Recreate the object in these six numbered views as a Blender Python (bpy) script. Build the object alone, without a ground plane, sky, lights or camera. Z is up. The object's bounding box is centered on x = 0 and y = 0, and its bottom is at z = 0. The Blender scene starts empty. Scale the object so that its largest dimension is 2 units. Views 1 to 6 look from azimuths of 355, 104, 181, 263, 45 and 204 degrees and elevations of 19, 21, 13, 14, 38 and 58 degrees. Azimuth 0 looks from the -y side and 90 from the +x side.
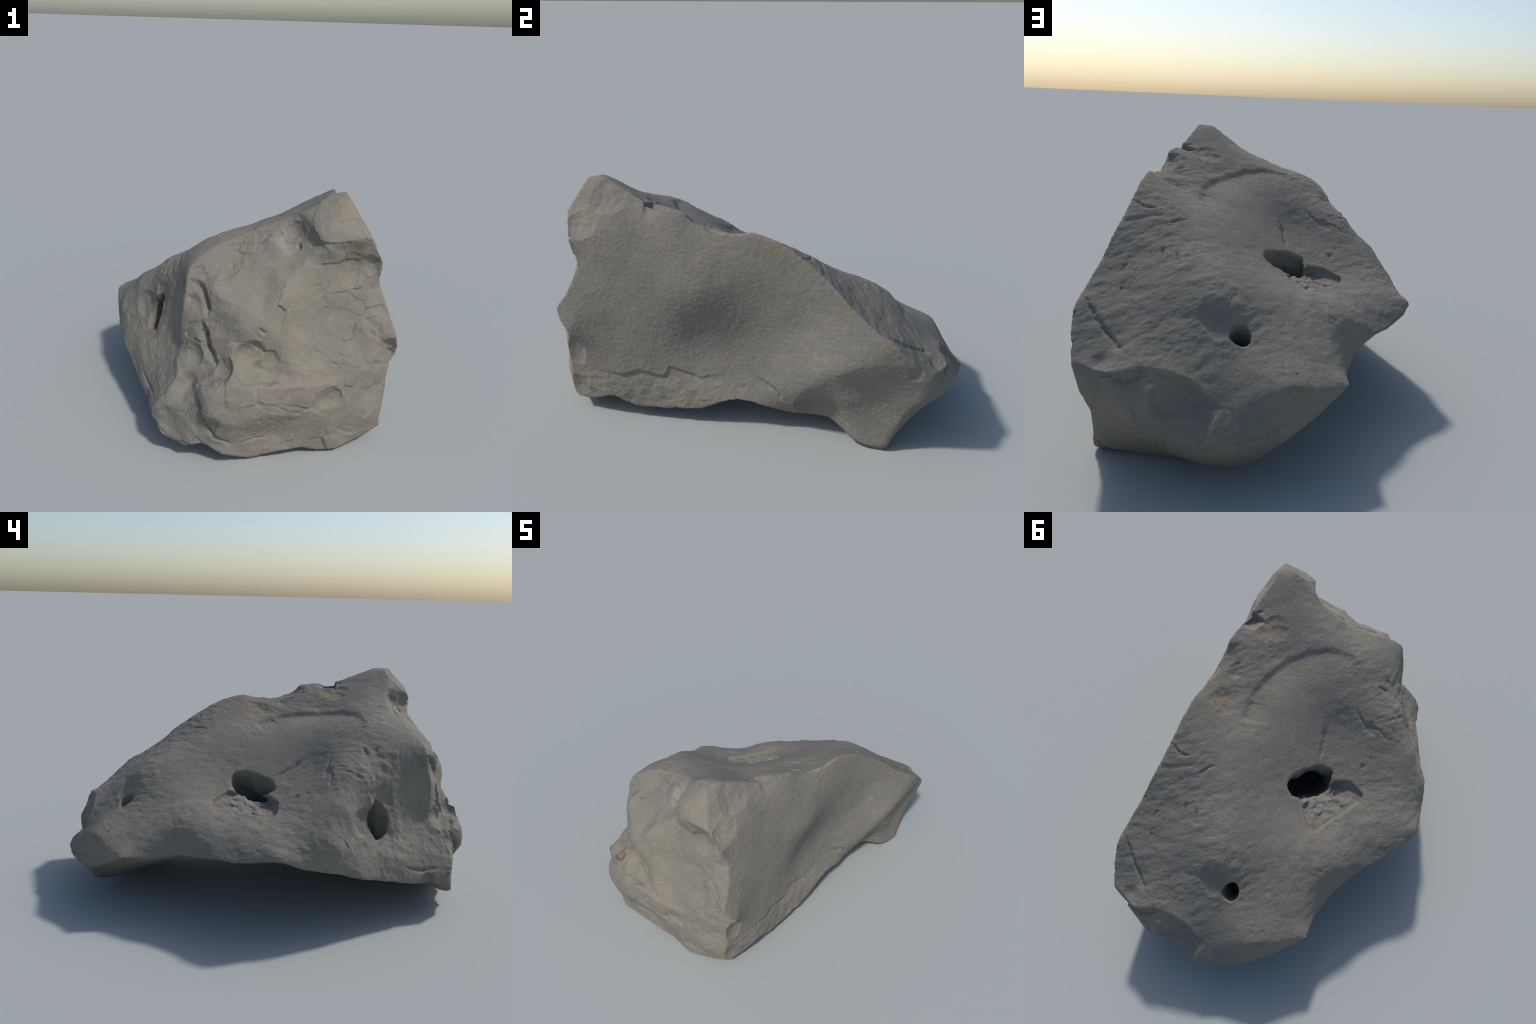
"""A weathered, broken boulder with a scooped bench on top and three bored hollows.

The stone is described by its edges (ridge, rims, arrises), by the faces that
stretch between them (each a relief over its own plane, pinned by a few named
points), then by hollows drilled into it, chips, cracks and weathering noise.
"""
import bpy, bmesh, math
import numpy as np
from mathutils import Vector
from mathutils.geometry import delaunay_2d_cdt

RNG = np.random.default_rng(7)
SPACING = 0.022          # sampling of the rough shell
VOXEL = 0.0050           # grain of the finished mesh

# ------------------------------------------------------------------ edges
EDGES = {
    # sharp ridge from the peak down to the low end
    "ridge": [("peak", (0.395, -0.735, 1.100)), ("ridge_a", (0.400, -0.645, 1.102)), ("ridge_b", (0.440, -0.445, 1.022)),
              ("ridge_c", (0.474, -0.255, 1.000)), ("ridge_d", (0.480, -0.206, 0.955)), ("ridge_e", (0.487, -0.128, 0.935)),
              ("ridge_f", (0.494, -0.003, 0.925)), ("ridge_g", (0.498, 0.078, 0.938)), ("ridge_h", (0.508, 0.204, 0.900)),
              ("ridge_i", (0.523, 0.307, 0.840)), ("ridge_j", (0.552, 0.439, 0.744)), ("ridge_k", (0.577, 0.534, 0.661)),
              ("ridge_l", (0.603, 0.627, 0.592)), ("ridge_m", (0.617, 0.700, 0.550)), ("ridge_n", (0.615, 0.750, 0.513)),
              ("end_corner", (0.586, 0.874, 0.398))],
    # brow of the low end, round to the left tip
    "end_brow": [("end_corner", None), ("brow_end_a", (0.440, 0.925, 0.400)), ("brow_end_b", (0.313, 0.883, 0.405)),
                 ("brow_end_c", (0.200, 0.925, 0.355)), ("brow_end_d", (0.080, 0.914, 0.298)), ("brow_end_e", (-0.020, 0.880, 0.320)),
                 ("brow_end_f", (-0.129, 0.845, 0.345)), ("brow_end_g", (-0.275, 0.752, 0.300)), ("shoulder", (-0.336, 0.715, 0.305))],
    "left_rim": [("shoulder", None), ("rim_a", (-0.338, 0.580, 0.290)), ("rim_b", (-0.385, 0.440, 0.325)), ("rim_c", (-0.460, 0.310, 0.335)),
                 ("rim_d", (-0.555, 0.190, 0.350)), ("rim_e", (-0.612, 0.115, 0.375)), ("left_tip", (-0.642, 0.030, 0.395)),
                 ("rim_f", (-0.632, -0.090, 0.340)), ("rim_g", (-0.608, -0.220, 0.310)), ("rim_h", (-0.567, -0.370, 0.262)),
                 ("rim_i", (-0.500, -0.540, 0.215)), ("rim_j", (-0.450, -0.680, 0.180)), ("heel", (-0.420, -0.790, 0.185))],
    # arris between the bored left face and the broken front
    "front_arris": [("heel", None), ("arris_a", (-0.388, -0.865, 0.230)), ("arris_b", (-0.295, -0.845, 0.365)), ("arris_c", (-0.296, -0.800, 0.405)),
                    ("arris_d", (-0.285, -0.760, 0.445)), ("arris_e", (-0.278, -0.765, 0.596)), ("arris_f", (-0.262, -0.755, 0.700)),
                    ("arris_g", (-0.245, -0.727, 0.790)), ("arris_h", (-0.164, -0.680, 0.862)), ("arris_i", (0.000, -0.627, 0.922)),
                    ("arris_j", (0.130, -0.635, 0.975)), ("arris_k", (0.250, -0.695, 1.045)), ("arris_l", (0.325, -0.690, 1.098)), ("peak", None)],
    # right hand corner of the front
    "front_corner": [("peak", None), ("corner_a", (0.431, -0.760, 1.045)), ("corner_b", (0.488, -0.796, 0.950)), ("corner_c", (0.540, -0.778, 0.861)),
                     ("corner_d", (0.552, -0.741, 0.730)), ("corner_e", (0.584, -0.765, 0.643)), ("corner_f", (0.620, -0.835, 0.521)),
                     ("corner_g", (0.640, -0.770, 0.425)), ("corner_h", (0.600, -0.798, 0.266)), ("front_toe", (0.590, -0.790, 0.062))],
    "front_foot": [("heel", None), ("lobe_foot_a", (-0.400, -0.850, 0.165)), ("lobe_foot_b", (-0.365, -0.880, 0.110)), ("lobe_foot_c", (-0.304, -0.890, 0.070)),
                   ("foot_a", (-0.243, -0.930, 0.082)), ("foot_b", (-0.192, -0.935, 0.092)), ("foot_c", (-0.108, -0.962, 0.055)),
                   ("foot_d", (0.011, -0.914, 0.000)), ("foot_e", (0.117, -0.920, 0.032)), ("foot_f", (0.225, -0.895, 0.032)),
                   ("foot_g", (0.327, -0.880, 0.008)), ("foot_h", (0.431, -0.868, 0.022)), ("front_toe", None)],
    # bottom of the big concave side
    "side_foot": [("front_toe", None), ("side_a", (0.600, -0.700, 0.064)), ("side_b", (0.614, -0.586, 0.106)), ("side_c", (0.594, -0.458, 0.056)),
                  ("side_d", (0.584, -0.280, 0.068)), ("side_e", (0.574, -0.179, 0.073)), ("side_f", (0.564, -0.067, 0.119)),
                  ("side_g", (0.554, 0.022, 0.145)), ("side_h", (0.544, 0.129, 0.122)), ("side_i", (0.500, 0.252, 0.078))],
    "lower_ridge": [("side_i", None), ("low_a", (0.575, 0.320, 0.245)), ("low_b", (0.628, 0.495, 0.396)), ("low_c", (0.612, 0.715, 0.466)), ("end_corner", None)],
    "end_side_foot": [("side_i", None), ("prop_a", (0.500, 0.428, 0.081)), ("prop_b", (0.548, 0.531, 0.023)), ("prop_c", (0.568, 0.610, 0.002)), ("prop", (0.570, 0.700, 0.012))],
    "end_edge": [("prop", None), ("post_a", (0.558, 0.735, 0.116)), ("post_b", (0.556, 0.765, 0.189)), ("post_c", (0.572, 0.850, 0.300)), ("end_corner", None)],
    "end_foot": [("prop", None), ("keel_a", (0.336, 0.730, 0.004)), ("keel_b", (0.122, 0.780, 0.015)), ("keel_c", (0.030, 0.862, 0.058)),
                 ("keel_d", (-0.140, 0.872, 0.172)), ("shoulder", None)],
}

# ------------------------------------------------------------------ faces
# loop of edges (minus = walked backwards), the way the face looks, how angular
# it is (1 = flat facets between pins, 0 = one smooth sweep) and its pins.
FACES = {
    "bench": dict(loop=["ridge", "end_brow", "left_rim", "front_arris"], look=(-0.62, 0.30, 0.72), angular=0.1, slack=0.004, pins={
        "scar_ring": (0.361, 0.724, 0.522), "stroke_a": (0.350, 0.488, 0.694), "stroke_b": (0.295, 0.515, 0.675),
        "pale_spot": (0.257, 0.287, 0.749), "scoop_rim_a": (0.095, -0.447, 0.917), "crest_a": (0.065, -0.530, 0.945), "crest_b": (0.130, -0.530, 0.955), "crest_c": (-0.020, -0.340, 0.832), "apron_g": (-0.190, 0.690, 0.372), "blister_c": (-0.390, -0.220, 0.612), "lip_a": (-0.170, -0.580, 0.872), "lip_b": (-0.070, -0.570, 0.906), "left_swell_d": (-0.487, -0.500, 0.345), "scoop_deep_a": (0.000, -0.230, 0.767), "scoop_deep_b": (-0.045, -0.130, 0.678), "scoop_deep_c": (-0.140, -0.205, 0.667), "apron_f": (-0.090, 0.590, 0.464), "scoop_floor_a": (0.210, 0.050, 0.776), "scoop_floor_b": (0.150, -0.120, 0.796), "apron_b": (-0.200, 0.320, 0.518), "apron_c": (-0.250, 0.500, 0.437), "apron_d": (-0.280, 0.400, 0.466), "apron_e": (-0.290, 0.610, 0.362), "cheek_left": (-0.505, -0.200, 0.552), "cheek_left_b": (-0.497, -0.370, 0.390), "scoop_rim_b": (0.251, -0.330, 0.890), "bank_a": (0.370, -0.320, 0.972), "bank_b": (0.385, -0.200, 0.937), "bank_c": (0.300, -0.460, 0.985), "shoulder_low": (0.155, 0.635, 0.585), "shoulder_mid": (0.450, 0.350, 0.818), "well_back": (-0.150, -0.100, 0.605), "scoop_side": (-0.095, -0.395, 0.830), "left_swell_a": (-0.470, -0.570, 0.320), "left_swell_b": (-0.588, -0.250, 0.420), "left_swell_c": (-0.510, -0.430, 0.330), "apron": (-0.430, 0.190, 0.425),
        "ochre_spot": (0.356, 0.025, 0.834), "well_rim_a": (-0.013, 0.180, 0.600), "well_rim_b": (-0.080, 0.020, 0.600),
        "well_rim_c": (-0.325, -0.010, 0.500), "well_rim_d": (-0.154, 0.275, 0.511), "blister_a": (-0.322, -0.309, 0.700),
        "blister_b": (-0.342, -0.216, 0.630), "burrow": (0.052, 0.690, 0.475), "shard": (-0.276, -0.497, 0.758),
        "bore_head": (-0.346, -0.523, 0.622), "bore_toe": (-0.430, -0.455, 0.403), "bore_side": (-0.430, -0.400, 0.480),
        "spur": (-0.365, 0.360, 0.430), "skyline_a": (-0.500, -0.300, 0.575), "skyline_b": (-0.381, -0.400, 0.686),
        "skyline_c": (-0.284, -0.520, 0.781)}),
    "front": dict(loop=["front_corner", "-front_foot", "front_arris"], look=(-0.08, -0.94, 0.33), angular=0.8,
                  creases=[("slab_tip", "spine_c", "spine_b", "spine_a"), ("slab_edge_a", "slab_edge_b", "slab_tip"), ("brow_0", "brow_a", "brow_b", "brow_c", "brow_d", "brow_e", "brow_g", "brow_f"),
                           ("crescent_c", "crescent_a", "crescent_b"), ("pocket_head", "pocket_wall", "dark_toe")], pins={
        "slab_edge_a": (-0.153, -0.825, 0.748), "slab_edge_b": (-0.073, -0.880, 0.692), "slab_tip": (0.046, -0.924, 0.650),
        "dark_facet": (-0.095, -0.885, 0.552), "dark_toe": (-0.135, -0.880, 0.439), "pocket_floor": (-0.210, -0.838, 0.440),
        "pocket_up": (-0.244, -0.748, 0.682), "pocket_wall": (-0.193, -0.815, 0.632), "pocket_mid": (-0.225, -0.815, 0.535), "pocket_head": (-0.219, -0.748, 0.733),
        "pocket_low": (-0.184, -0.870, 0.387), "dent_a": (0.058, -0.912, 0.505), "dent_b": (0.001, -0.912, 0.540),
        "dent_rim": (-0.033, -0.920, 0.595), "shelf_a": (0.017, -0.895, 0.425), "shelf_b": (-0.057, -0.970, 0.469),
        "brow_0": (-0.205, -0.963, 0.352), "brow_a": (-0.136, -0.998, 0.378), "brow_b": (-0.033, -0.987, 0.386),
        "brow_c": (0.089, -0.982, 0.392), "brow_d": (0.209, -0.957, 0.376), "brow_e": (0.333, -0.920, 0.352), "brow_g": (0.408, -0.895, 0.365), "shelf_c": (0.094, -0.915, 0.405),
        "brow_f": (0.487, -0.868, 0.370), "lip_f": (0.504, -0.862, 0.395), "base_a": (-0.094, -0.994, 0.219),
        "base_b": (-0.175, -0.998, 0.285), "base_c": (0.053, -0.992, 0.263), "base_d": (0.225, -0.938, 0.238),
        "base_e": (0.404, -0.900, 0.252), "base_f": (0.530, -0.840, 0.263), "base_g": (0.528, -0.859, 0.189),
        "toe_a": (-0.074, -0.955, 0.115), "toe_b": (0.102, -0.907, 0.130), "toe_c": (0.322, -0.898, 0.125),
        "crack_a": (-0.211, -0.930, 0.309), "crack_b": (-0.188, -0.930, 0.194), "lobe_a": (-0.293, -0.900, 0.264),
        "lobe_b": (-0.251, -0.910, 0.172), "lobe_c": (-0.235, -0.840, 0.330), "lobe_d": (-0.337, -0.870, 0.167),
        "spine_a": (0.226, -0.808, 0.864), "spine_b": (0.135, -0.880, 0.762), "spine_c": (0.092, -0.908, 0.708), "slab_f": (0.150, -0.765, 0.846), "slab_g": (0.060, -0.822, 0.756), "mid_a": (0.303, -0.820, 0.683),
        "mid_b": (0.316, -0.874, 0.492), "mid_c": (0.214, -0.857, 0.620), "mid_d": (0.131, -0.915, 0.530),
        "mid_e": (0.173, -0.912, 0.468), "mid_f": (0.394, -0.785, 0.622), "mid_g": (0.482, -0.775, 0.708),
        "mid_h": (0.511, -0.790, 0.623), "mid_i": (0.530, -0.817, 0.532), "mid_j": (0.443, -0.815, 0.495),
        "mid_k": (0.437, -0.880, 0.442), "hollow_a": (0.428, -0.775, 0.888), "hollow_b": (0.389, -0.785, 0.838),
        "crescent_a": (0.412, -0.822, 0.955), "crescent_b": (0.480, -0.803, 0.939), "crescent_c": (0.302, -0.832, 0.915),
        "block_a": (0.354, -0.800, 1.022), "block_b": (0.253, -0.785, 0.980), "block_c": (0.404, -0.785, 1.019),
        "chip_a": (0.207, -0.710, 0.917), "chip_b": (0.215, -0.695, 0.949), "chip_d": (0.125, -0.730, 0.902),
        "slab_a": (0.051, -0.690, 0.895), "slab_b": (-0.031, -0.670, 0.878), "slab_c": (-0.112, -0.755, 0.790),
        "slab_d": (0.010, -0.770, 0.797), "slab_e": (0.092, -0.760, 0.837)}),
    "side": dict(loop=["ridge", "-lower_ridge", "-side_foot", "-front_corner"], look=(0.93, 0.20, 0.20), angular=0.0, slack=0.004, pins={
        "pock": (0.508, -0.545, 0.912), "white_fleck": (0.514, -0.513, 0.840), "ledge_a": (0.562, -0.329, 0.220), "ledge_b": (0.582, -0.451, 0.258),
        "step": (0.500, 0.105, 0.250), "trough": (0.478, 0.020, 0.400), "side_mid_a": (0.520, 0.180, 0.570), "side_mid_b": (0.503, 0.030, 0.550), "side_far": (0.537, 0.335, 0.545), "side_brow": (0.503, -0.300, 0.925), "trough_b": (0.505, -0.200, 0.420), "trough_c": (0.543, -0.300, 0.450), "trough_d": (0.566, -0.460, 0.470), "side_top": (0.485, -0.590, 0.985), "side_swell": (0.552, -0.170, 0.650), "side_swell_b": (0.525, -0.300, 0.790), "cheek_b": (0.600, -0.660, 0.450), "cheek": (0.603, -0.629, 0.260)}),
    "under_side": dict(loop=["lower_ridge", "-end_edge", "-end_side_foot"], look=(0.80, 0.10, -0.59), angular=0.2, pins={
        "scallop_a": (0.578, 0.510, 0.210), "scallop_d": (0.505, 0.420, 0.150), "scallop_c": (0.590, 0.575, 0.310), "scallop_b": (0.562, 0.650, 0.240)}),
    "end": dict(loop=["end_brow", "-end_foot", "end_edge"], look=(-0.05, 0.98, -0.15), angular=0.4, pins={
        "nose_a": (0.099, 1.003, 0.218), "nose_b": (0.150, 0.905, 0.085), "nose_c": (-0.050, 0.948, 0.200), "cheek_end_a": (0.360, 0.965, 0.275),
        "cheek_end_b": (0.450, 0.822, 0.155), "nose_d": (0.240, 0.945, 0.285), "nose_i": (0.250, 0.948, 0.190), "nose_f": (0.290, 0.962, 0.310), "nose_g": (0.190, 0.928, 0.305), "nose_h": (0.320, 0.812, 0.085), "nose_e": (0.110, 0.955, 0.285)}),
    "underside": dict(loop=["left_rim", "front_foot", "side_foot", "end_side_foot", "end_foot"], look=(0.0, 0.0, -1.0), angular=0.2, pins={
        "belly_a": (0.000, -0.450, 0.110), "belly_b": (0.050, 0.150, 0.180), "belly_c": (-0.250, 0.050, 0.270), "belly_d": (0.200, 0.550, 0.090), "belly_e": (0.300, -0.200, 0.090),
        "belly_f": (-0.250, -0.500, 0.170)}),
}

# ------------------------------------------------------------------ helpers
POINT = {}
for chain in EDGES.values():
    for name, at in chain:
        if at is not None:
            POINT[name] = np.array(at, float)


def catmull(points, spacing, tension):
    """samples along a chain; tension 0 = straight pieces, 1 = full curve"""
    out = []
    n = len(points)
    for i in range(n - 1):
        p0, p1, p2, p3 = points[max(i - 1, 0)], points[i], points[i + 1], points[min(i + 2, n - 1)]
        steps = max(1, int(round(np.linalg.norm(p2 - p1) / spacing)))
        for k in range(steps):
            t = k / steps
            curve = 0.5 * (2 * p1 + (p2 - p0) * t + (2 * p0 - 5 * p1 + 4 * p2 - p3) * t * t + (3 * p1 - p0 - 3 * p2 + p3) * t ** 3)
            out.append(curve * tension + (p1 + (p2 - p1) * t) * (1 - tension))
    out.append(points[-1])
    return np.array(out)


SAMPLED = {name: catmull([POINT[n] for n, _ in chain], SPACING, 0.6) for name, chain in EDGES.items()}


def walk(loop):
    """closed polygon of edge samples, each edge turned so that it joins the last"""
    chains = []
    for name in loop:
        pts = SAMPLED[name.lstrip("-")]
        chains.append(pts[::-1] if name.startswith("-") else pts)
    if np.linalg.norm(chains[0][-1] - chains[1][0]) > 1e-6 and np.linalg.norm(chains[0][-1] - chains[1][-1]) > 1e-6:
        chains[0] = chains[0][::-1]
    out, end = [chains[0][:-1]], chains[0][-1]
    for c in chains[1:]:
        if np.linalg.norm(c[0] - end) > 1e-6:
            c = c[::-1]
        out.append(c[:-1])
        end = c[-1]
    return np.concatenate(out)


def frame(look):
    w = np.array(look, float)
    w /= np.linalg.norm(w)
    u = np.cross((0, 0, 1) if abs(w[2]) < 0.9 else (0, 1, 0), w)
    u /= np.linalg.norm(u)
    return u, np.cross(w, u), w


def thin_plate(xy, h, slack):
    n = len(xy)
    def kernel(r):
        return r ** 2 * np.log(np.maximum(r, 1e-9))
    r = np.linalg.norm(xy[:, None] - xy[None], axis=2)
    A = np.zeros((n + 3, n + 3))
    A[:n, :n] = kernel(r) + np.diag(slack)
    A[:n, n] = A[n, :n] = 1
    A[:n, n + 1:] = xy
    A[n + 1:, :n] = xy.T
    c = np.linalg.solve(A, np.concatenate([h, np.zeros(3)]))
    return lambda q: kernel(np.linalg.norm(q[:, None] - xy[None], axis=2)) @ c[:n] + c[n] + q @ c[n + 1:]


def faceted(xy, h, edges):
    verts, _, tris, *_ = delaunay_2d_cdt([Vector(p) for p in xy], edges, [], 1, 1e-7)
    verts = np.array([tuple(v) for v in verts])
    near = np.argmin(np.linalg.norm(verts[:, None] - xy[None], axis=2), axis=1)
    hv = h[near]
    tris = np.array(tris)
    a, b, c = verts[tris[:, 0]], verts[tris[:, 1]], verts[tris[:, 2]]
    area = (b[:, 0] - a[:, 0]) * (c[:, 1] - a[:, 1]) - (b[:, 1] - a[:, 1]) * (c[:, 0] - a[:, 0])
    ok = np.abs(area) > 1e-12
    tris, a, b, c, area = tris[ok], a[ok], b[ok], c[ok], area[ok]

    def value(q):
        px, py = q[:, 0:1], q[:, 1:2]
        l1 = ((b[:, 0] - px) * (c[:, 1] - py) - (b[:, 1] - py) * (c[:, 0] - px)) / area
        l2 = ((c[:, 0] - px) * (a[:, 1] - py) - (c[:, 1] - py) * (a[:, 0] - px)) / area
        l3 = 1 - l1 - l2
        best = np.argmax(np.minimum(np.minimum(l1, l2), l3), axis=1)
        i = np.arange(len(q))
        t = tris[best]
        return l1[i, best] * hv[t[:, 0]] + l2[i, best] * hv[t[:, 1]] + l3[i, best] * hv[t[:, 2]]
    return value


def inside(q, poly):
    x, y = q[:, 0:1], q[:, 1:2]
    a, b = poly, np.roll(poly, -1, axis=0)
    cond = (a[:, 1] > y) != (b[:, 1] > y)
    xs = a[:, 0] + (y - a[:, 1]) / np.where(b[:, 1] == a[:, 1], 1e-12, b[:, 1] - a[:, 1]) * (b[:, 0] - a[:, 0])
    return (np.sum(cond & (x < xs), axis=1) % 2) == 1


def build_shell():
    bm = bmesh.new()
    table = {}

    def vertex(p):
        key = tuple(np.round(p, 5))
        if key not in table:
            table[key] = bm.verts.new(p)
        return table[key]

    for face in FACES.values():
        loop = walk(face["loop"])
        u, v, w = frame(face["look"])
        flat = np.stack([loop @ u, loop @ v], axis=1)
        pins = np.array(list(face["pins"].values()))
        every = max(1, len(loop) // 130)
        known = np.concatenate([loop[::every], pins])
        kxy, kh = np.stack([known @ u, known @ v], axis=1), known @ w
        nb = len(loop[::every])
        slack = np.concatenate([np.full(nb, 1e-5), np.full(len(pins), face.get("slack", 1e-5))])
        sweep = thin_plate(kxy, kh, slack)
        order = {name: nb + i for i, name in enumerate(face["pins"])}
        folds = [(order[a], order[b]) for fold in face.get("creases", ()) for a, b in zip(fold, fold[1:])]
        facet = faceted(kxy, kh, [(i, (i + 1) % nb) for i in range(nb)] + folds)
        lo, hi = flat.min(0), flat.max(0)
        gx, gy = np.meshgrid(np.arange(lo[0], hi[0], SPACING), np.arange(lo[1], hi[1], SPACING * 0.87))
        gx[1::2] += SPACING / 2
        grid = np.stack([gx.ravel(), gy.ravel()], axis=1)
        grid = grid[inside(grid, flat)]
        grid = grid[np.min(np.linalg.norm(grid[:, None] - flat[None], axis=2), axis=1) > SPACING * 0.6]
        heights = facet(grid) * face["angular"] + sweep(grid) * (1 - face["angular"])
        space = np.concatenate([loop, grid[:, 0:1] * u + grid[:, 1:2] * v + heights[:, None] * w])
        xy = np.concatenate([flat, grid])
        n = len(loop)
        ov, _, tris, origin, *_ = delaunay_2d_cdt([Vector(p) for p in xy], [(i, (i + 1) % n) for i in range(n)], [], 1, 1e-7)
        pos = []
        for i, src in enumerate(origin):
            if src:
                pos.append(space[src[0]])
            else:
                q = np.array([tuple(ov[i])])
                pos.append(q[0, 0] * u + q[0, 1] * v + sweep(q)[0] * w)
        for t in tris:
            vs = [vertex(pos[i]) for i in t]
            if len(set(vs)) == 3:
                try:
                    bm.faces.new(vs)
                except ValueError:
                    pass
    bmesh.ops.recalc_face_normals(bm, faces=bm.faces)
    open_edges = [e for e in bm.edges if len(e.link_faces) != 2]
    print("shell", len(bm.verts), "open edges", len(open_edges), [tuple(round(c, 2) for c in e.verts[0].co) for e in open_edges[:8]])
    mesh = bpy.data.meshes.new("boulder")
    bm.to_mesh(mesh)
    bm.free()
    return mesh


mesh = build_shell()
rock = bpy.data.objects.new("boulder", mesh)
bpy.context.collection.objects.link(rock)


def apply_modifiers(obj):
    graph = bpy.context.evaluated_depsgraph_get()
    new = bpy.data.meshes.new_from_object(obj.evaluated_get(graph))
    obj.modifiers.clear()
    obj.data = new


# ------------------------------------------------------------------ hollows
def cavity(name, rings, wobble, seed, sides=22):
    """a bored pipe: rings of (centre, half width a, half width b), a along 'across'"""
    rng = np.random.default_rng(seed)
    bm = bmesh.new()
    centres = np.array([r[0] for r in rings], float)
    loops = []
    for i, (centre, a, b, across) in enumerate(rings):
        axis = centres[min(i + 1, len(rings) - 1)] - centres[max(i - 1, 0)]
        axis /= np.linalg.norm(axis)
        u = np.array(across, float)
        u -= axis * (u @ axis)
        u /= np.linalg.norm(u)
        v = np.cross(axis, u)
        phase = rng.uniform(0, 6.28, 3)
        loop = []
        for k in range(sides):
            t = 2 * math.pi * k / sides
            r = 1 + wobble * (math.sin(2 * t + phase[0]) + 0.7 * math.sin(3 * t + phase[1]) + 0.5 * math.sin(5 * t + phase[2])) + rng.normal(0, wobble * 0.35)
            loop.append(bm.verts.new(np.array(centre) + u * a * r * math.cos(t) + v * b * r * math.sin(t)))
        loops.append(loop)
    for lo, hi in zip(loops, loops[1:]):
        for k in range(sides):
            bm.faces.new((lo[k], lo[(k + 1) % sides], hi[(k + 1) % sides], hi[k]))
    bm.faces.new(loops[0])
    bm.faces.new(loops[-1])
    bmesh.ops.triangulate(bm, faces=bm.faces)
    bmesh.ops.recalc_face_normals(bm, faces=bm.faces)
    mesh = bpy.data.meshes.new(name)
    bm.to_mesh(mesh)
    bm.free()
    return bpy.data.objects.new(name, mesh)


def wedge(name, floor, outward):
    """a broken-out bay: everything above the floor polygon"""
    bm = bmesh.new()
    up = np.array(outward, float)
    for p in floor:
        bm.verts.new(p)
        bm.verts.new(np.array(p) + up)
    bmesh.ops.convex_hull(bm, input=bm.verts)
    bmesh.ops.recalc_face_normals(bm, faces=bm.faces)
    mesh = bpy.data.meshes.new(name)
    bm.to_mesh(mesh)
    bm.free()
    return bpy.data.objects.new(name, mesh)


CUTTERS = [
    # the big well in the scoop
    cavity("well", [((-0.133, 0.121, 0.720), 0.135, 0.080, (-0.66, -0.74, -0.2)), ((-0.088, 0.091, 0.590), 0.125, 0.072, (-0.66, -0.74, -0.2)),
                    ((-0.063, 0.061, 0.500), 0.115, 0.070, (-0.66, -0.74, -0.1)), ((-0.028, 0.006, 0.400), 0.095, 0.060, (-0.66, -0.74, 0)),
                    ((0.002, -0.074, 0.320), 0.070, 0.050, (-0.66, -0.74, 0)), ((0.072, -0.184, 0.290), 0.040, 0.030, (-0.66, -0.74, 0))], 0.12, 3),
    # crumbled bay below its lip
    wedge("bay", [(-0.085, 0.195, 0.530), (-0.150, 0.280, 0.505), (-0.195, 0.275, 0.482), (-0.325, 0.030, 0.470), (-0.322, -0.010, 0.482),
                  (-0.245, -0.030, 0.520), (-0.165, 0.000, 0.510)], (-0.10, 0.06, 0.16)),
    # burrow near the low end
    cavity("burrow", [((0.030, 0.770, 0.560), 0.050, 0.040, (-0.6, 0.3, -0.6)), ((0.052, 0.700, 0.460), 0.046, 0.038, (-0.6, 0.3, -0.6)),
                      ((0.060, 0.655, 0.390), 0.034, 0.032, (-0.6, 0.3, -0.6)), ((0.065, 0.610, 0.320), 0.024, 0.022, (-0.6, 0.3, -0.6))], 0.11, 5),
    # slanting bore by the front arris
    cavity("bore", [((-0.500, -0.545, 0.560), 0.105, 0.062, (0.1, 0.1, -1)), ((-0.400, -0.468, 0.482), 0.090, 0.055, (0.15, 0.1, -1)),
                    ((-0.335, -0.410, 0.420), 0.080, 0.050, (0.3, 0.1, -1)), ((-0.255, -0.345, 0.360), 0.060, 0.046, (0.3, 0.1, -1)), ((-0.160, -0.300, 0.330), 0.030, 0.030, (0.3, 0.1, -1))], 0.10, 9),
]
for cutter in CUTTERS:
    bpy.context.collection.objects.link(cutter)
    cut = rock.modifiers.new(cutter.name, "BOOLEAN")
    cut.operation = "DIFFERENCE"
    cut.solver = "EXACT"
    cut.object = cutter
apply_modifiers(rock)
for cutter in CUTTERS:
    bpy.data.meshes.remove(cutter.data)

remesh = rock.modifiers.new("grain", "REMESH")
remesh.mode = "VOXEL"
remesh.voxel_size = VOXEL
apply_modifiers(rock)

# ------------------------------------------------------------------ relief
from mathutils.bvhtree import BVHTree


def lattice(ix, iy, iz, seed):
    h = (ix * 374761393 + iy * 668265263 + iz * 2147483647 + seed * 1274126177) & 0xFFFFFFFF
    h = ((h ^ (h >> 13)) * 1274126177) & 0xFFFFFFFF
    h = ((h ^ (h >> 16)) * 2246822519) & 0xFFFFFFFF
    return h ^ (h >> 15)


def noise(p, seed):
    """gradient noise, about -1 to 1"""
    base = np.floor(p).astype(np.int64)
    f = p - base
    w = f * f * f * (f * (f * 6 - 15) + 10)
    total = np.zeros(len(p))
    for dx in (0, 1):
        for dy in (0, 1):
            for dz in (0, 1):
                h = lattice(base[:, 0] + dx, base[:, 1] + dy, base[:, 2] + dz, seed)
                g = np.stack([(h & 1023) / 511.5 - 1, ((h >> 10) & 1023) / 511.5 - 1, ((h >> 20) & 1023) / 511.5 - 1], axis=1)
                dot = (g * (f - (dx, dy, dz))).sum(1)
                total += dot * (w[:, 0] if dx else 1 - w[:, 0]) * (w[:, 1] if dy else 1 - w[:, 1]) * (w[:, 2] if dz else 1 - w[:, 2])
    return total * 1.3


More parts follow.
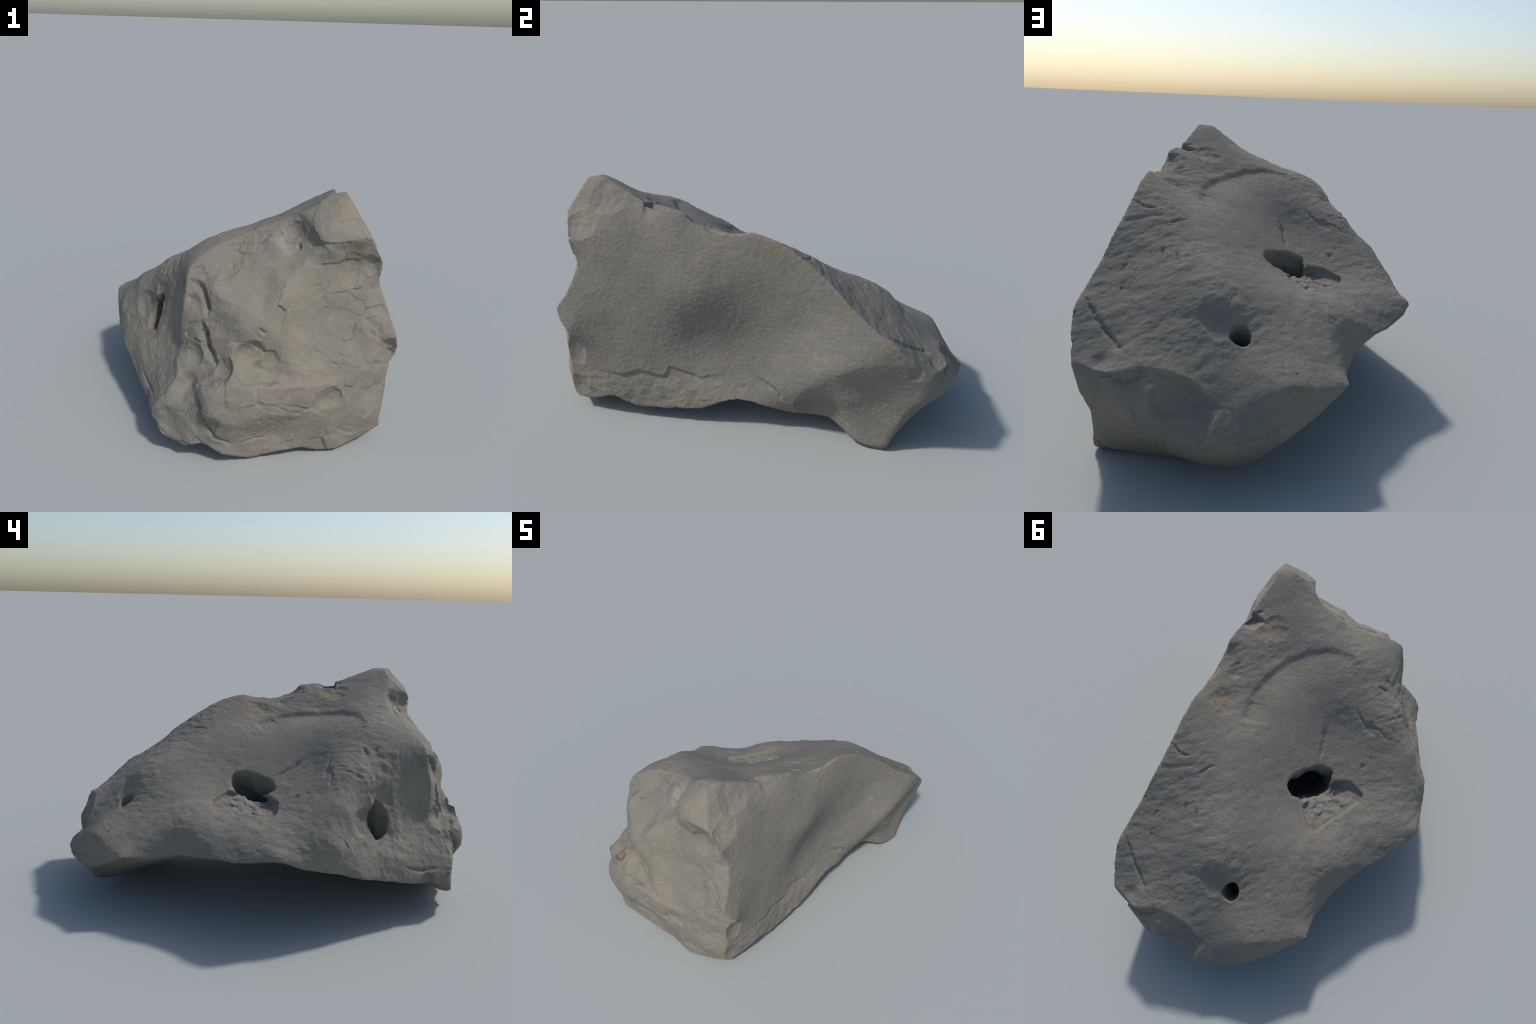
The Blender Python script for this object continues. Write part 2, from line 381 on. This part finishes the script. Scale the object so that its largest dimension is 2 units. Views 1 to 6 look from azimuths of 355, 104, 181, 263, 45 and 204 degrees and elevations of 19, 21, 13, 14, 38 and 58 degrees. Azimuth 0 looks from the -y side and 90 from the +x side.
def fractal(p, seed, octaves=4, gain=0.5):
    out, amp = np.zeros(len(p)), 1.0
    for k in range(octaves):
        out += amp * noise(p * 2.03 ** k + 17.3 * k, seed + k)
        amp *= gain
    return out


def flakes(p, seed):
    """broken plates: every cell of a jittered lattice is a plane with its own tilt and level"""
    base = np.floor(p).astype(np.int64)
    best = np.full(len(p), 1e9)
    value = np.zeros(len(p))
    for dx in (-1, 0, 1):
        for dy in (-1, 0, 1):
            for dz in (-1, 0, 1):
                c = base + (dx, dy, dz)
                h = lattice(c[:, 0], c[:, 1], c[:, 2], seed)
                k = lattice(c[:, 0], c[:, 1], c[:, 2], seed + 91)
                centre = c + np.stack([(h & 1023), (h >> 10) & 1023, (h >> 20) & 1023], axis=1) / 1023
                off = p - centre
                d = (off ** 2).sum(1)
                tilt = np.stack([(k & 1023), (k >> 10) & 1023, (k >> 20) & 1023], axis=1) / 511.5 - 1
                plane = (off * tilt).sum(1) * 0.9 + ((h >> 5) & 255) / 255 - 0.5
                near = d < best
                best = np.where(near, d, best)
                value = np.where(near, plane, value)
    return value


def ramp(x, lo, hi):
    t = np.clip((x - lo) / (hi - lo), 0, 1)
    return t * t * (3 - 2 * t)


me = rock.data
count = len(me.vertices)
P = np.empty(count * 3)
me.vertices.foreach_get("co", P)
P = P.reshape(-1, 3)
edge = np.empty(len(me.edges) * 2, np.int32)
me.edges.foreach_get("vertices", edge)
edge = edge.reshape(-1, 2)
valence = np.bincount(edge.ravel(), minlength=count)[:, None]


def relax(field, steps, amount=0.5):
    for _ in range(steps):
        acc = np.zeros_like(field)
        for k in range(field.shape[1]):
            acc[:, k] = np.bincount(edge[:, 0], field[edge[:, 1], k], count) + np.bincount(edge[:, 1], field[edge[:, 0], k], count)
        field = field + amount * (acc / valence - field)
    return field


def normals():
    me.vertices.foreach_set("co", P.ravel())
    me.update()
    n = np.empty(count * 3)
    me.vertex_normals.foreach_get("vector", n)
    return n.reshape(-1, 3)


P = relax(P, 4)
N = normals()
BROAD = relax(N, 30)
BROAD /= np.linalg.norm(BROAD, axis=1)[:, None]
tree = BVHTree.FromPolygons([Vector(p) for p in P], [tuple(f.vertices) for f in me.polygons])


def snap(p):
    at, n, *_ = tree.find_nearest(Vector(p))
    return np.array(at), np.array(n)


# masks for the different kinds of surface
front = ramp(-BROAD[:, 1], 0.35, 0.7)
side = ramp(BROAD[:, 0], 0.45, 0.8) * (1 - front)
bench = ramp(BROAD @ np.array((-0.62, 0.30, 0.72)), 0.35, 0.65) * (1 - front) * (1 - side)
scoop = np.exp(-(((P - (0.06, -0.13, 0.76)) / (0.27, 0.36, 0.30)) ** 2).sum(1) ** 1.5)
lower_side = side * ramp(-P[:, 2], -0.26, -0.20) * ramp(0.15 - P[:, 1], 0, 0.1)


def scallops(items):
    """conchoidal scars: the surface is pushed out of a ball that just bites it"""
    global P
    for k, (at, radius, depth, lean) in enumerate(items):
        p, n = snap(at)
        n = n + np.array(lean)
        n /= np.linalg.norm(n)
        c = p + n * (radius - depth)
        d = P - c
        r = np.linalg.norm(d, axis=1)
        near = np.where(r < radius * 1.15)[0]
        rough = radius + (0.015 * radius + 0.40 * depth) * fractal(P[near] / (radius * depth) ** 0.5 * 0.55, 300 + k, 3)
        inside_ball = r[near] < rough
        i = near[inside_ball]
        P[i] = c + d[i] / r[i, None] * rough[inside_ball][:, None]


def along(line, wander, seed):
    """snap a polyline to the stone and roughen it"""
    pts = np.array([snap(p)[0] for p in line])
    out = []
    for a, b in zip(pts, pts[1:]):
        steps = max(2, int(np.linalg.norm(b - a) / 0.012))
        out += [a + (b - a) * k / steps for k in range(steps)]
    out = np.array(out + [pts[-1]])
    shake = np.stack([fractal(out * 28, seed + s, 2) for s in range(3)], axis=1)
    return out + shake * wander


def nearest(line, reach):
    lo, hi = line.min(0) - reach, line.max(0) + reach
    i = np.where(np.all((P > lo) & (P < hi), axis=1))[0]
    best, foot, pos = np.full(len(i), 1e9), np.zeros((len(i), 3)), np.zeros(len(i))
    total = len(line) - 1
    for k, (a, b) in enumerate(zip(line, line[1:])):
        ab = b - a
        t = np.clip(((P[i] - a) @ ab) / max(ab @ ab, 1e-12), 0, 1)
        q = a + t[:, None] * ab
        d = np.linalg.norm(P[i] - q, axis=1)
        near = d < best
        best = np.where(near, d, best)
        foot[near] = q[near]
        pos = np.where(near, (k + t) / total, pos)
    keep = best < reach
    return i[keep], best[keep], foot[keep], pos[keep]


def cracks(items):
    """open fissures: a V of given half width and depth, thinning to both ends"""
    for k, (line, width, depth) in enumerate(items):
        pts = along(line, 0.004, 500 + 7 * k)
        i, d, _, pos = nearest(pts, width)
        thin = np.minimum(1, 3.5 * np.minimum(pos, 1 - pos) + 0.25)
        w = width * (0.45 + 0.55 * thin)
        fall = np.clip(1 - d / w, 0, 1)
        P[i] -= BROAD[i] * (depth * thin * fall ** 1.3 * (0.8 + 0.4 * noise(P[i] * 60, 40 + k)))[:, None]


def steps(items):
    """one side of a line lies lower: drops within 'soft', healed over 'reach'"""
    for k, (line, towards, drop, reach, soft) in enumerate(items):
        pts = along(line, 0.004, 800 + 7 * k)
        i, d, foot, pos = nearest(pts, reach)
        sideways = ((P[i] - foot) @ np.array(towards, float)) / np.maximum(d, 1e-6)
        thin = np.clip(4 * np.minimum(pos, 1 - pos) + 0.1, 0, 1)
        fall = ramp(sideways, 0.0, 0.5) * (1 - d / reach) ** 1.5 * ramp(d, 0.0, soft)
        P[i] -= BROAD[i] * (drop * thin * fall)[:, None]


SCALLOPS = [
    # at, radius of the ball, bite, lean of the blow
    ((0.425, -0.420, 1.010), 0.070, 0.016, (0.3, 0.5, 0.0)),      # notch beside the ridge
    ((0.330, -0.400, 0.971), 0.260, 0.010, (0, 0, 0)),
    ((0.406, 0.010, 0.869), 0.220, 0.009, (0, 0, 0)),
    ((0.395, -0.150, 0.930), 0.090, 0.008, (0, 0, 0)),
    ((0.490, -0.100, 0.930), 0.100, 0.012, (-0.3, 0, 0.3)),
    ((0.404, -0.764, 0.865), 0.110, 0.010, (0, 0, -0.5)),         # hollow under the peak block
    ((0.500, -0.760, 0.850), 0.070, 0.014, (0, 0, -0.3)),
    ((0.170, -0.695, 0.935), 0.055, 0.014, (0, 0, 0)),       # chip behind the slab
    ((0.150, -0.720, 0.895), 0.060, 0.012, (0, 0, 0.3)),
    ((0.015, -0.915, 0.525), 0.100, 0.016, (-0.2, 0, -0.2)),         # dent below the slab tip
    ((0.075, -0.930, 0.470), 0.080, 0.014, (0, 0, 0)),
    ((-0.205, -0.820, 0.470), 0.085, 0.018, (-0.3, 0, 0)),        # smooth pocket
    ((-0.110, -0.950, 0.420), 0.075, 0.022, (-0.4, 0, 0.5)),      # curl on the ledge
    ((-0.265, -0.700, 0.730), 0.050, 0.012, (-0.5, 0, 0)),
    ((0.520, -0.805, 0.560), 0.120, 0.008, (0, 0, 0)),            # shell scar
    ((0.530, -0.850, 0.400), 0.060, 0.006, (0.4, 0, 0)),
    ((0.330, -0.890, 0.300), 0.150, 0.012, (0, 0, 0)),
    ((0.475, -0.600, 0.985), 0.450, 0.012, (0, 0, 0.2)),          # spalls on the tall corner
    ((0.515, -0.735, 0.890), 0.300, 0.012, (0, 0, 0)),
    ((0.610, -0.730, 0.330), 0.160, 0.014, (0, -0.4, 0)),
    ((0.605, -0.735, 0.130), 0.120, 0.012, (0, -0.3, 0)),
    ((0.185, 0.935, 0.335), 0.160, 0.028, (0.1, 0, 0.2)),           # scar in the low end
    ((0.190, 0.965, 0.250), 0.090, 0.012, (0, 0, 0)),
    ((0.480, 0.880, 0.400), 0.090, 0.014, (0, 0, 0)),
    ((0.585, 0.800, 0.420), 0.080, 0.010, (0.3, 0, 0)),
    ((-0.572, -0.310, 0.290), 0.110, 0.012, (0, 0, -0.3)),        # thumbprint above the rim
    ((-0.420, -0.720, 0.190), 0.070, 0.020, (0, 0, -0.5)),
    ((0.125, 0.690, 0.510), 0.200, 0.011, (0.1, 0, 0)),           # dent round the burrow
    ((-0.425, -0.410, 0.490), 0.120, 0.010, (0, 0.3, 0)),         # flare of the bore
    ((-0.400, -0.520, 0.400), 0.100, 0.008, (0, 0, 0)),
    ((-0.260, -0.250, 0.690), 0.110, 0.007, (0, 0, 0)),           # blister
    ((-0.372, -0.500, 0.590), 0.140, 0.018, (-0.1, 0, 0)),        # groove over the bore
    ((0.530, 0.330, 0.160), 0.090, 0.016, (0, 0, -0.4)),
]

CRACKS = [
    # line, half width, depth
    ([(-0.150, -0.650, 0.860), (-0.034, -0.672, 0.890), (0.046, -0.688, 0.905), (0.077, -0.665, 0.915), (0.145, -0.680, 0.925), (0.205, -0.715, 0.925)], 0.011, 0.012),
    ([(0.200, -0.720, 0.905), (0.212, -0.740, 0.870)], 0.016, 0.022),
    ([(-0.238, -0.750, 0.755), (-0.202, -0.789, 0.724), (-0.177, -0.812, 0.680), (-0.168, -0.817, 0.630)], 0.026, 0.040),
    ([(-0.188, -0.810, 0.590), (-0.168, -0.828, 0.500), (-0.137, -0.880, 0.435)], 0.030, 0.045),
    ([(-0.212, -0.905, 0.350), (-0.199, -0.939, 0.287), (-0.184, -0.933, 0.196), (-0.142, -0.941, 0.151), (-0.080, -0.945, 0.108)], 0.017, 0.026),
    ([(-0.055, -0.950, 0.470), (-0.096, -0.955, 0.436), (-0.152, -0.932, 0.394), (-0.215, -0.905, 0.352)], 0.020, 0.022),
    ([(0.000, -0.925, 0.545), (0.040, -0.925, 0.510), (0.066, -0.932, 0.485)], 0.020, 0.026),
    ([(0.316, -0.870, 0.492), (0.350, -0.870, 0.484), (0.383, -0.868, 0.463), (0.437, -0.870, 0.437)], 0.008, 0.008),
    ([(0.379, -0.840, 0.527), (0.402, -0.838, 0.510), (0.460, -0.824, 0.517)], 0.010, 0.011),
    ([(0.543, -0.790, 0.605), (0.499, -0.798, 0.590), (0.513, -0.815, 0.540), (0.538, -0.817, 0.528), (0.550, -0.800, 0.585)], 0.010, 0.010),
    ([(0.294, -0.820, 0.703), (0.294, -0.830, 0.660)], 0.008, 0.008),
    ([(-0.072, -0.698, 0.842), (-0.068, -0.752, 0.799)], 0.008, 0.007),
    ([(0.030, -0.915, 0.615), (0.060, -0.920, 0.590)], 0.010, 0.012),
    ([(-0.023, -0.938, 0.105), (0.030, -0.935, 0.112), (0.085, -0.930, 0.109)], 0.010, 0.010),
    ([(0.090, -0.965, 0.300), (0.150, -0.955, 0.260), (0.230, -0.945, 0.230)], 0.010, 0.008),
    # bench
    ([(0.360, 0.470, 0.705), (0.351, 0.515, 0.680)], 0.009, 0.010),
    ([(0.312, 0.473, 0.697), (0.283, 0.550, 0.650)], 0.009, 0.010),
    ([(0.355, 0.350, 0.767), (0.330, 0.310, 0.775), (0.306, 0.286, 0.773)], 0.010, 0.009),
    ([(0.512, 0.290, 0.845), (0.460, 0.320, 0.820), (0.420, 0.306, 0.813)], 0.012, 0.010),
    ([(0.595, 0.670, 0.566), (0.529, 0.746, 0.509), (0.485, 0.780, 0.477), (0.406, 0.855, 0.430)], 0.014, 0.016),
    ([(-0.165, -0.295, 0.745), (-0.225, -0.255, 0.700), (-0.310, -0.265, 0.676), (-0.370, -0.235, 0.645)], 0.012, 0.008),
    ([(-0.060, -0.170, 0.690), (-0.076, -0.110, 0.650), (-0.084, -0.040, 0.612)], 0.020, 0.012),
    ([(-0.380, -0.400, 0.680), (-0.330, -0.330, 0.690)], 0.014, 0.012),
    ([(-0.225, -0.430, 0.790), (-0.275, -0.440, 0.760)], 0.012, 0.014),
    ([(-0.461, -0.600, 0.270), (-0.440, -0.690, 0.245), (-0.396, -0.787, 0.236)], 0.014, 0.014),
    # low end
    ([(0.080, 0.990, 0.200), (0.000, 0.975, 0.215), (-0.070, 0.945, 0.225), (-0.150, 0.880, 0.240)], 0.012, 0.010),
    ([(0.420, 0.880, 0.300), (0.400, 0.880, 0.230), (0.340, 0.900, 0.170)], 0.010, 0.009),
    ([(0.480, 0.905, 0.390), (0.400, 0.915, 0.370), (0.330, 0.900, 0.385)], 0.016, 0.016),
    ([(0.223, 0.953, 0.316), (0.170, 0.965, 0.280), (0.165, 0.980, 0.225)], 0.010, 0.010),
    ([(0.270, 0.960, 0.205), (0.157, 0.990, 0.205), (0.085, 0.985, 0.190)], 0.012, 0.010),
    # concave side
    ([(0.512, 0.090, 0.245), (0.528, 0.190, 0.205), (0.524, 0.262, 0.140)], 0.016, 0.016),
    ([(0.500, 0.430, 0.150), (0.540, 0.540, 0.090)], 0.010, 0.008),
]

STEPS = [
    # line, the lower side, drop, healing distance, width of the drop
    ([(0.270, 0.140, 0.780), (0.310, 0.020, 0.825), (0.312, -0.129, 0.862), (0.274, -0.241, 0.880), (0.218, -0.348, 0.895), (0.144, -0.418, 0.910), (0.037, -0.480, 0.915), (-0.080, -0.500, 0.880), (-0.150, -0.450, 0.840)],
     (-0.5, 0.75, -0.4), 0.017, 0.17, 0.040),
    ([(0.603, -0.660, 0.237), (0.593, -0.526, 0.223), (0.583, -0.454, 0.252), (0.564, -0.343, 0.224), (0.558, -0.316, 0.275), (0.550, -0.268, 0.262), (0.539, -0.171, 0.231), (0.520, -0.074, 0.246)],
     (0, 0, -1), 0.012, 0.08, 0.012),
    ([(0.310, 0.885, 0.405), (0.221, 0.885, 0.385), (0.150, 0.905, 0.335), (0.079, 0.915, 0.300)], (0, 0.5, -0.85), 0.020, 0.12, 0.015),
    ([(0.420, -0.480, 1.000), (0.430, -0.445, 1.010), (0.370, -0.430, 0.990)], (0, 1, -0.2), 0.024, 0.11, 0.012),
    ([(-0.193, -0.950, 0.349), (-0.100, -0.975, 0.380), (0.030, -0.965, 0.380), (0.150, -0.950, 0.380), (0.300, -0.925, 0.360)], (0, 0.4, 0.9), 0.006, 0.07, 0.015),
]

# worn edges: soften the arrises that the target shows rounded, and the lips of the hollows
def soften(mask, times):
    global P
    P = P + (relax(P, times) - P) * mask[:, None]


worn = np.zeros(count)
for name, reach in (("end_brow", 0.045), ("left_rim", 0.030), ("end_edge", 0.035), ("lower_ridge", 0.030), ("end_foot", 0.040), ("end_side_foot", 0.025), ("front_foot", 0.020)):
    i, d, *_ = nearest(SAMPLED[name][::2], reach)
    worn[i] = np.maximum(worn[i], ramp(reach - d, 0, reach * 0.6))
soften(worn * (0.35 + 0.65 * ramp(noise(P * 7, 91), -0.3, 0.3)), 40)
for at, reach in (((-0.100, 0.105, 0.590), 0.17), ((0.052, 0.700, 0.460), 0.08), ((-0.400, -0.480, 0.520), 0.15)):
    soften(ramp(reach - np.linalg.norm(P - at, axis=1), 0, 0.05) * (0.3 + 0.7 * ramp(noise(P * 14, 92), -0.2, 0.3)), 5)
scallops(SCALLOPS)
steps(STEPS)
cracks(CRACKS)

# weathering: waves, plates, ripples and grit, each where it belongs
N = BROAD
strata = np.stack([P[:, 0] * 0.7 + P[:, 2] * 0.2, P[:, 1] * 0.9 - P[:, 0] * 0.2, P[:, 2] * 1.3 + P[:, 0] * 0.3], axis=1)
relief = 0.0040 * fractal(P * 5.0, 11, 3) + 0.0060 * front * fractal(P * np.array((10, 10, 13)), 14, 3, 0.55) * ramp(noise(P * 3.1, 15), -0.4, 0.4)
relief += (0.0060 + 0.0035 * noise(P * 6, 12)) * front * flakes(P * np.array((7.5, 7.5, 10.0)), 21)
relief += 0.0032 * front * flakes(P * 19 + 0.15 * np.stack([noise(P * 15, 5), noise(P * 15, 6), noise(P * 15, 7)], axis=1), 22) * ramp(noise(P * 4.2, 23), -0.1, 0.35)
relief += 0.0026 * (bench * (1 - 0.85 * scoop)) * fractal(strata * 22, 31, 4, 0.5) * (0.45 + 1.1 * ramp(noise(P * 3.0, 33), -0.4, 0.4))
relief += 0.0030 * (bench * (1 - 0.9 * scoop)) * np.abs(fractal(strata * 14 + 3, 35, 3)) * ramp(noise(P * 3.4, 36), -0.3, 0.3)
left_face = bench * ramp(-P[:, 0], 0.20, 0.36) * ramp(-P[:, 1], 0.15, 0.35)
relief += 0.0036 * left_face * fractal(np.stack([P[:, 0] * 30, P[:, 1] * 30, P[:, 2] * 13 + P[:, 1] * 6], axis=1), 38, 3, 0.55)
relief += 0.0016 * side * fractal(P * np.array((60, 45, 75)), 41, 3, 0.6)
relief += 0.0042 * lower_side * fractal(P * np.array((22, 16, 26)), 45, 4, 0.6)
rest = (1 - front) * (1 - side) * (1 - bench)
relief += rest * (0.0035 * fractal(P * 14, 51, 4, 0.55) + 0.0095 * flakes(P * 7, 52) * ramp(noise(P * 5, 53), -0.1, 0.3))
rubble = np.exp(-(((P - (-0.200, 0.110, 0.500)) / (0.110, 0.130, 0.060)) ** 2).sum(1) ** 2)
relief += rubble * (0.0070 * flakes(P * 32, 65) + 0.0050 * fractal(P * 30, 66, 3))
relief += 0.0009 * fractal(P * 85, 61, 2)
P = P + N * relief[:, None]
pits = ramp(noise(P * 34, 71), 0.42, 0.62) * ramp(noise(P * 5, 72), 0.05, 0.35) * (1 - 0.9 * scoop) * (1 - 0.8 * side)
P = P - N * (0.0045 * pits)[:, None]
P[:, 2] -= P[:, 2].min()
me.vertices.foreach_set("co", P.ravel())
me.update()
me.polygons.foreach_set("use_smooth", [True] * len(me.polygons))
print("vertices", count)


# ------------------------------------------------------------------ colour
def limestone():
    mat = bpy.data.materials.new("weathered_limestone")
    mat.use_nodes = True
    nt = mat.node_tree
    nodes, links = nt.nodes, nt.links
    bsdf = nodes["Principled BSDF"]
    coord = nodes.new("ShaderNodeTexCoord").outputs["Object"]

    def tex(scale, detail=4.0, rough=0.55, stretch=None, distort=0.0):
        n = nodes.new("ShaderNodeTexNoise")
        n.inputs["Scale"].default_value = scale
        n.inputs["Detail"].default_value = detail
        n.inputs["Roughness"].default_value = rough
        n.inputs["Distortion"].default_value = distort
        src = coord
        if stretch:
            m = nodes.new("ShaderNodeMapping")
            m.inputs["Scale"].default_value = stretch
            links.new(coord, m.inputs["Vector"])
            src = m.outputs["Vector"]
        links.new(src, n.inputs["Vector"])
        return n.outputs["Fac"]

    def band(fac, lo, hi):
        m = nodes.new("ShaderNodeMapRange")
        m.interpolation_type = "SMOOTHSTEP"
        m.inputs["From Min"].default_value = lo
        m.inputs["From Max"].default_value = hi
        links.new(fac, m.inputs["Value"])
        return m.outputs["Result"]

    def math_node(op, a, b):
        m = nodes.new("ShaderNodeMath")
        m.operation = op
        for k, v in enumerate((a, b)):
            if isinstance(v, (int, float)):
                m.inputs[k].default_value = v
            else:
                links.new(v, m.inputs[k])
        return m.outputs[0]

    def mix(fac, a, b, mode="MIX"):
        m = nodes.new("ShaderNodeMix")
        m.data_type = "RGBA"
        m.blend_type = mode
        for key, v in ((0, fac), (6, a), (7, b)):
            if isinstance(v, (int, float)):
                m.inputs[key].default_value = v
            elif isinstance(v, tuple):
                m.inputs[key].default_value = (*v, 1)
            else:
                links.new(v, m.inputs[key])
        return m.outputs[2]

    def near(at, reach):
        d = nodes.new("ShaderNodeVectorMath")
        d.operation = "DISTANCE"
        links.new(coord, d.inputs[0])
        d.inputs[1].default_value = at
        wob = math_node("MULTIPLY", math_node("SUBTRACT", tex(14, 3), 0.5), reach * 1.2)
        return band(math_node("ADD", d.outputs["Value"], wob), reach, reach * 0.35)

    colour = mix(band(tex(2.6, 3), 0.38, 0.64), GREY, BEIGE)
    colour = mix(math_node("MULTIPLY", band(tex(5.5, 4, stretch=(1, 0.7, 1.6)), 0.50, 0.66), 0.60), colour, ROSE)
    colour = mix(math_node("MULTIPLY", band(tex(8.0, 5, 0.6), 0.50, 0.66), 0.65), colour, OLIVE)
    colour = mix(math_node("MULTIPLY", band(tex(30, 4, 0.65), 0.50, 0.75), 0.36), colour, PALE)
    colour = mix(math_node("MULTIPLY", band(tex(22, 5, 0.7, stretch=(1, 1, 2)), 0.53, 0.78), 0.40), colour, DARK)
    colour = mix(math_node("MULTIPLY", band(tex(55, 2, 0.5), 0.68, 0.78), 0.45), colour, PALE)
    # ochre weathering rind along the ridge and in the shallow spalls
    for at, reach, much in OCHRE:
        colour = mix(math_node("MULTIPLY", near(at, reach), much), colour, RUST)
    for at, reach, much in FRESH:
        colour = mix(math_node("MULTIPLY", near(at, reach), much), colour, PALE)
    grain = math_node("ADD", math_node("MULTIPLY", tex(170, 4, 0.7), 0.30), 0.85)
    m = nodes.new("ShaderNodeVectorMath")
    m.operation = "SCALE"
    links.new(colour, m.inputs[0])
    links.new(grain, m.inputs["Scale"])
    links.new(m.outputs[0], bsdf.inputs["Base Color"])
    bsdf.inputs["Roughness"].default_value = 0.92
    bsdf.inputs["Specular IOR Level"].default_value = 0.25
    height = math_node("ADD", tex(120, 5, 0.65), math_node("MULTIPLY", tex(320, 3, 0.6), 0.45))
    bump = nodes.new("ShaderNodeBump")
    bump.inputs["Strength"].default_value = 0.7
    bump.inputs["Distance"].default_value = 0.004
    links.new(height, bump.inputs["Height"])
    links.new(bump.outputs["Normal"], bsdf.inputs["Normal"])
    return mat


GREY, BEIGE = (0.200, 0.188, 0.160), (0.239, 0.215, 0.174)
ROSE, OLIVE = (0.240, 0.204, 0.175), (0.203, 0.195, 0.154)
PALE, DARK, RUST = (0.304, 0.280, 0.238), (0.137, 0.124, 0.106), (0.266, 0.200, 0.110)
OCHRE = [((0.330, -0.400, 0.965), 0.11, 0.27), ((0.406, 0.010, 0.865), 0.09, 0.30), ((0.500, 0.180, 0.890), 0.08, 0.21), ((0.520, 0.300, 0.840), 0.08, 0.24),
         ((0.570, 0.520, 0.670), 0.08, 0.24), ((0.610, 0.680, 0.550), 0.07, 0.21), ((0.490, -0.050, 0.925), 0.08, 0.18), ((0.400, -0.760, 1.060), 0.06, 0.21),
         ((0.600, -0.790, 0.180), 0.09, 0.24), ((-0.170, 0.250, 0.490), 0.10, 0.27), ((-0.130, 0.820, 0.330), 0.09, 0.21), ((-0.300, -0.560, 0.700), 0.07, 0.18),
         ((0.580, 0.720, 0.060), 0.08, 0.24), ((0.350, 0.890, 0.380), 0.08, 0.18), ((-0.420, -0.440, 0.440), 0.06, 0.18)]
FRESH = [((0.150, -0.730, 0.895), 0.05, 0.6), ((0.120, -0.690, 0.930), 0.05, 0.6), ((0.490, -0.720, 0.930), 0.10, 0.35), ((-0.150, 0.150, 0.500), 0.12, 0.40),
         ((0.257, 0.287, 0.760), 0.04, 0.4), ((0.500, -0.560, 0.900), 0.03, 0.4)]
rock.data.materials.clear()
rock.data.materials.append(limestone())
rock["label"] = "weathered grey-brown broken boulder with scooped top and bored holes"
rock["category"] = "rock"
